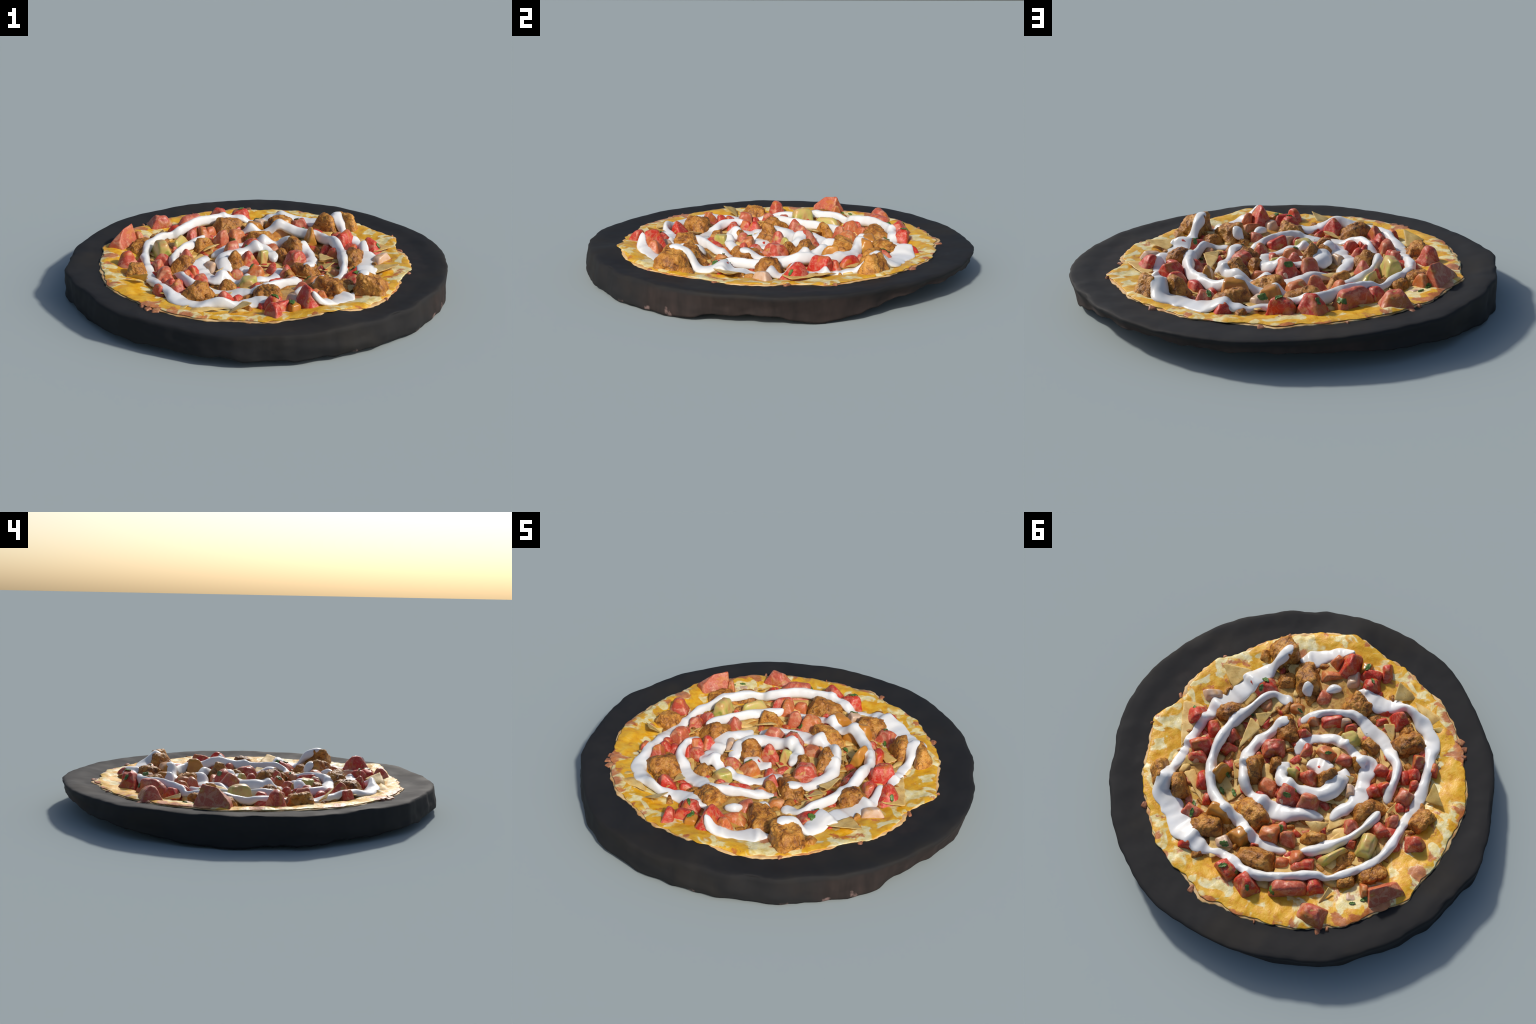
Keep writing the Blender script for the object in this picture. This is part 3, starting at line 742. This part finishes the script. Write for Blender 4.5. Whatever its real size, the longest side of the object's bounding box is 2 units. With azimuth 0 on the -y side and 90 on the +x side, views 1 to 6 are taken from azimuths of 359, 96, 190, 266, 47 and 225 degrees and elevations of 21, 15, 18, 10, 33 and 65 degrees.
def drizzle(points, step=.006):
    P = np.array(points, float); n = len(P)
    Q = np.vstack([2*P[0]-P[1], P, 2*P[-1]-P[-2]])
    S = []
    for i in range(1, n):
        p0, p1, p2, p3 = Q[i-1], Q[i], Q[i+1], Q[i+2]
        m = max(2, int(np.linalg.norm((p2-p1)[:2])/step))
        for t in np.arange(m)/m:
            S.append(.5*(2*p1+(p2-p0)*t+(2*p0-5*p1+4*p2-p3)*t*t+(3*p1-p0-3*p2+p3)*t**3))
    S.append(P[-1]); S = np.array(S)
    seed = random.uniform(0, 60)
    W = np.array([max(.009, 1.2*s[3]*(1+.34*noise3((s[0], s[1], 0), 16, seed)+.22*noise3((s[0], s[1], 0), 38, seed+5))) for s in S])
    W = gauss(W, 1.5)
    T = np.gradient(S[:, :2], axis=0); T /= np.linalg.norm(T, axis=1)[:, None]+1e-9
    Nn = np.stack([-T[:, 1], T[:, 0]], 1)
    h = np.array([max(terrain(*(S[i, :2]+Nn[i]*W[i]*k)) for k in (-.45, 0, .45)) for i in range(len(S))])
    zg = S[:, 2]-(.006+.20*W)                       # the stroke's own crest line ...
    zg = zg+np.array([noise3((s[0], s[1], 0), 30, seed+2)*.006 for s in S])
    zc = gauss(np.maximum(zg, h-.006), 1.5)         # ... lifted where something sticks up
    ring = 20; verts, faces = [], []
    M = len(S)
    # taper the ends round
    d = np.concatenate([[0], np.cumsum(np.hypot(*np.diff(S[:, :2], axis=0).T))]); tot = d[-1]
    cosk = [math.cos(2*math.pi*k/ring) for k in range(ring)]; sink = [math.sin(2*math.pi*k/ring) for k in range(ring)]
    caps = []
    for i in range(M):
        e = min(d[i], tot-d[i])/max(W[i], 1e-4)/1.5
        caps.append(math.sqrt(max(.02, 1-(1-min(1, e))**2)))
    XY = np.array([[S[i, :2]+Nn[i]*math.copysign(abs(c)**.85, c)*W[i]*caps[i] for c in cosk] for i in range(M)])
    G = np.array([[terrain(x, y) for x, y in row] for row in XY])
    G = np.stack([gauss(G[:, k], 1.8) for k in range(ring)], 1)
    for i in range(M):
        t = min(.0145, .007+.20*W[i])*caps[i]
        for k in range(ring):
            c, s, g = cosk[k], sink[k], G[i, k]
            fall = min(1, abs(c))**2*.8
            low = min(zc[i]+.004, max(g, zc[i]-.035))
            z = zc[i]*(1-fall)+low*fall
            if s > 0: z += t*s
            else: z = z*(1+s)-s*min(z-.014, max(g-.004, zc[i]-.05))
            verts.append((XY[i, k, 0], XY[i, k, 1], z))
    for i in range(M-1):
        for k in range(ring):
            j = (k+1) % ring
            faces.append((i*ring+k, i*ring+j, (i+1)*ring+j, (i+1)*ring+k))
    faces.append(tuple(range(ring))[::-1]); faces.append(tuple((M-1)*ring+k for k in range(ring)))
    ob = new_mesh_object("sour_cream_drizzle", verts, faces, MAT_CREAM, pizza)
    bm = bmesh.new(); bm.from_mesh(ob.data); bmesh.ops.recalc_face_normals(bm, faces=bm.faces); bm.to_mesh(ob.data); bm.free()
    rm = ob.modifiers.new("fuse", 'REMESH'); rm.mode = 'VOXEL'; rm.voxel_size = .0045
    sm = ob.modifiers.new("soften", 'SMOOTH'); sm.factor = .5; sm.iterations = 9
    dg = bpy.context.evaluated_depsgraph_get(); dg.update()
    me = bpy.data.meshes.new_from_object(ob.evaluated_get(dg)); ob.modifiers.clear()
    old = ob.data; ob.data = me; bpy.data.meshes.remove(old); me.name = "sour_cream_drizzle"
    me.polygons.foreach_set("use_smooth", [True]*len(me.polygons))
    if not me.materials: me.materials.append(MAT_CREAM)
    return ob
creams = [drizzle(p) for p in DRIZZLE.values()]

# ------------------------------------------------------------------ chopped leaves
def leaf(x, y):
    L = random.uniform(.030, .052); Wd = L*random.uniform(.35, .6); a0 = random.uniform(0, 2*math.pi); seed = random.uniform(0, 30)
    n, m = 12, 6; top, bot, faces = [], [], []
    for i in range(n+1):
        u = i/n
        half = Wd/2*math.sin(math.pi*(u*.94+.03))**.7*(1+.25*math.sin(u*19+seed))
        for j in range(m+1):
            v = j/m*2-1
            px, py = (u-.5)*L, v*half
            X, Y = x+px*math.cos(a0)-py*math.sin(a0), y+px*math.sin(a0)+py*math.cos(a0)
            z = terrain(X, Y)+.0035+.003*abs(v)+noise3((X, Y, 0), 60, seed)*.002
            top.append((X, Y, z))
    zs = np.array([t[2] for t in top]).reshape(n+1, m+1)
    mid = float(np.median(zs)); zs = np.clip(zs, mid-.010, mid+.010)
    top = [(t[0], t[1], z) for t, z in zip(top, zs.ravel())]
    k = len(top); bot = [(t[0], t[1], t[2]-.003) for t in top]
    q = lambda i, j: i*(m+1)+j
    for i in range(n):
        for j in range(m):
            f = (q(i, j), q(i+1, j), q(i+1, j+1), q(i, j+1)); faces.append(f); faces.append(tuple(k+t for t in f[::-1]))
    edge = [q(i, 0) for i in range(n)]+[q(n, j) for j in range(m)]+[q(i, m) for i in range(n, 0, -1)]+[q(0, j) for j in range(m, 0, -1)]
    for a, b in zip(edge, edge[1:]+edge[:1]):
        faces.append((b, a, k+a, k+b))
    return new_mesh_object("cilantro_leaf", top+bot, faces, MAT_LEAF, pizza, origin=(x, y, top[0][2]))
TREE = gather(pieces+[cheese])
for x, y in LEAF:
    leaf(x, y)
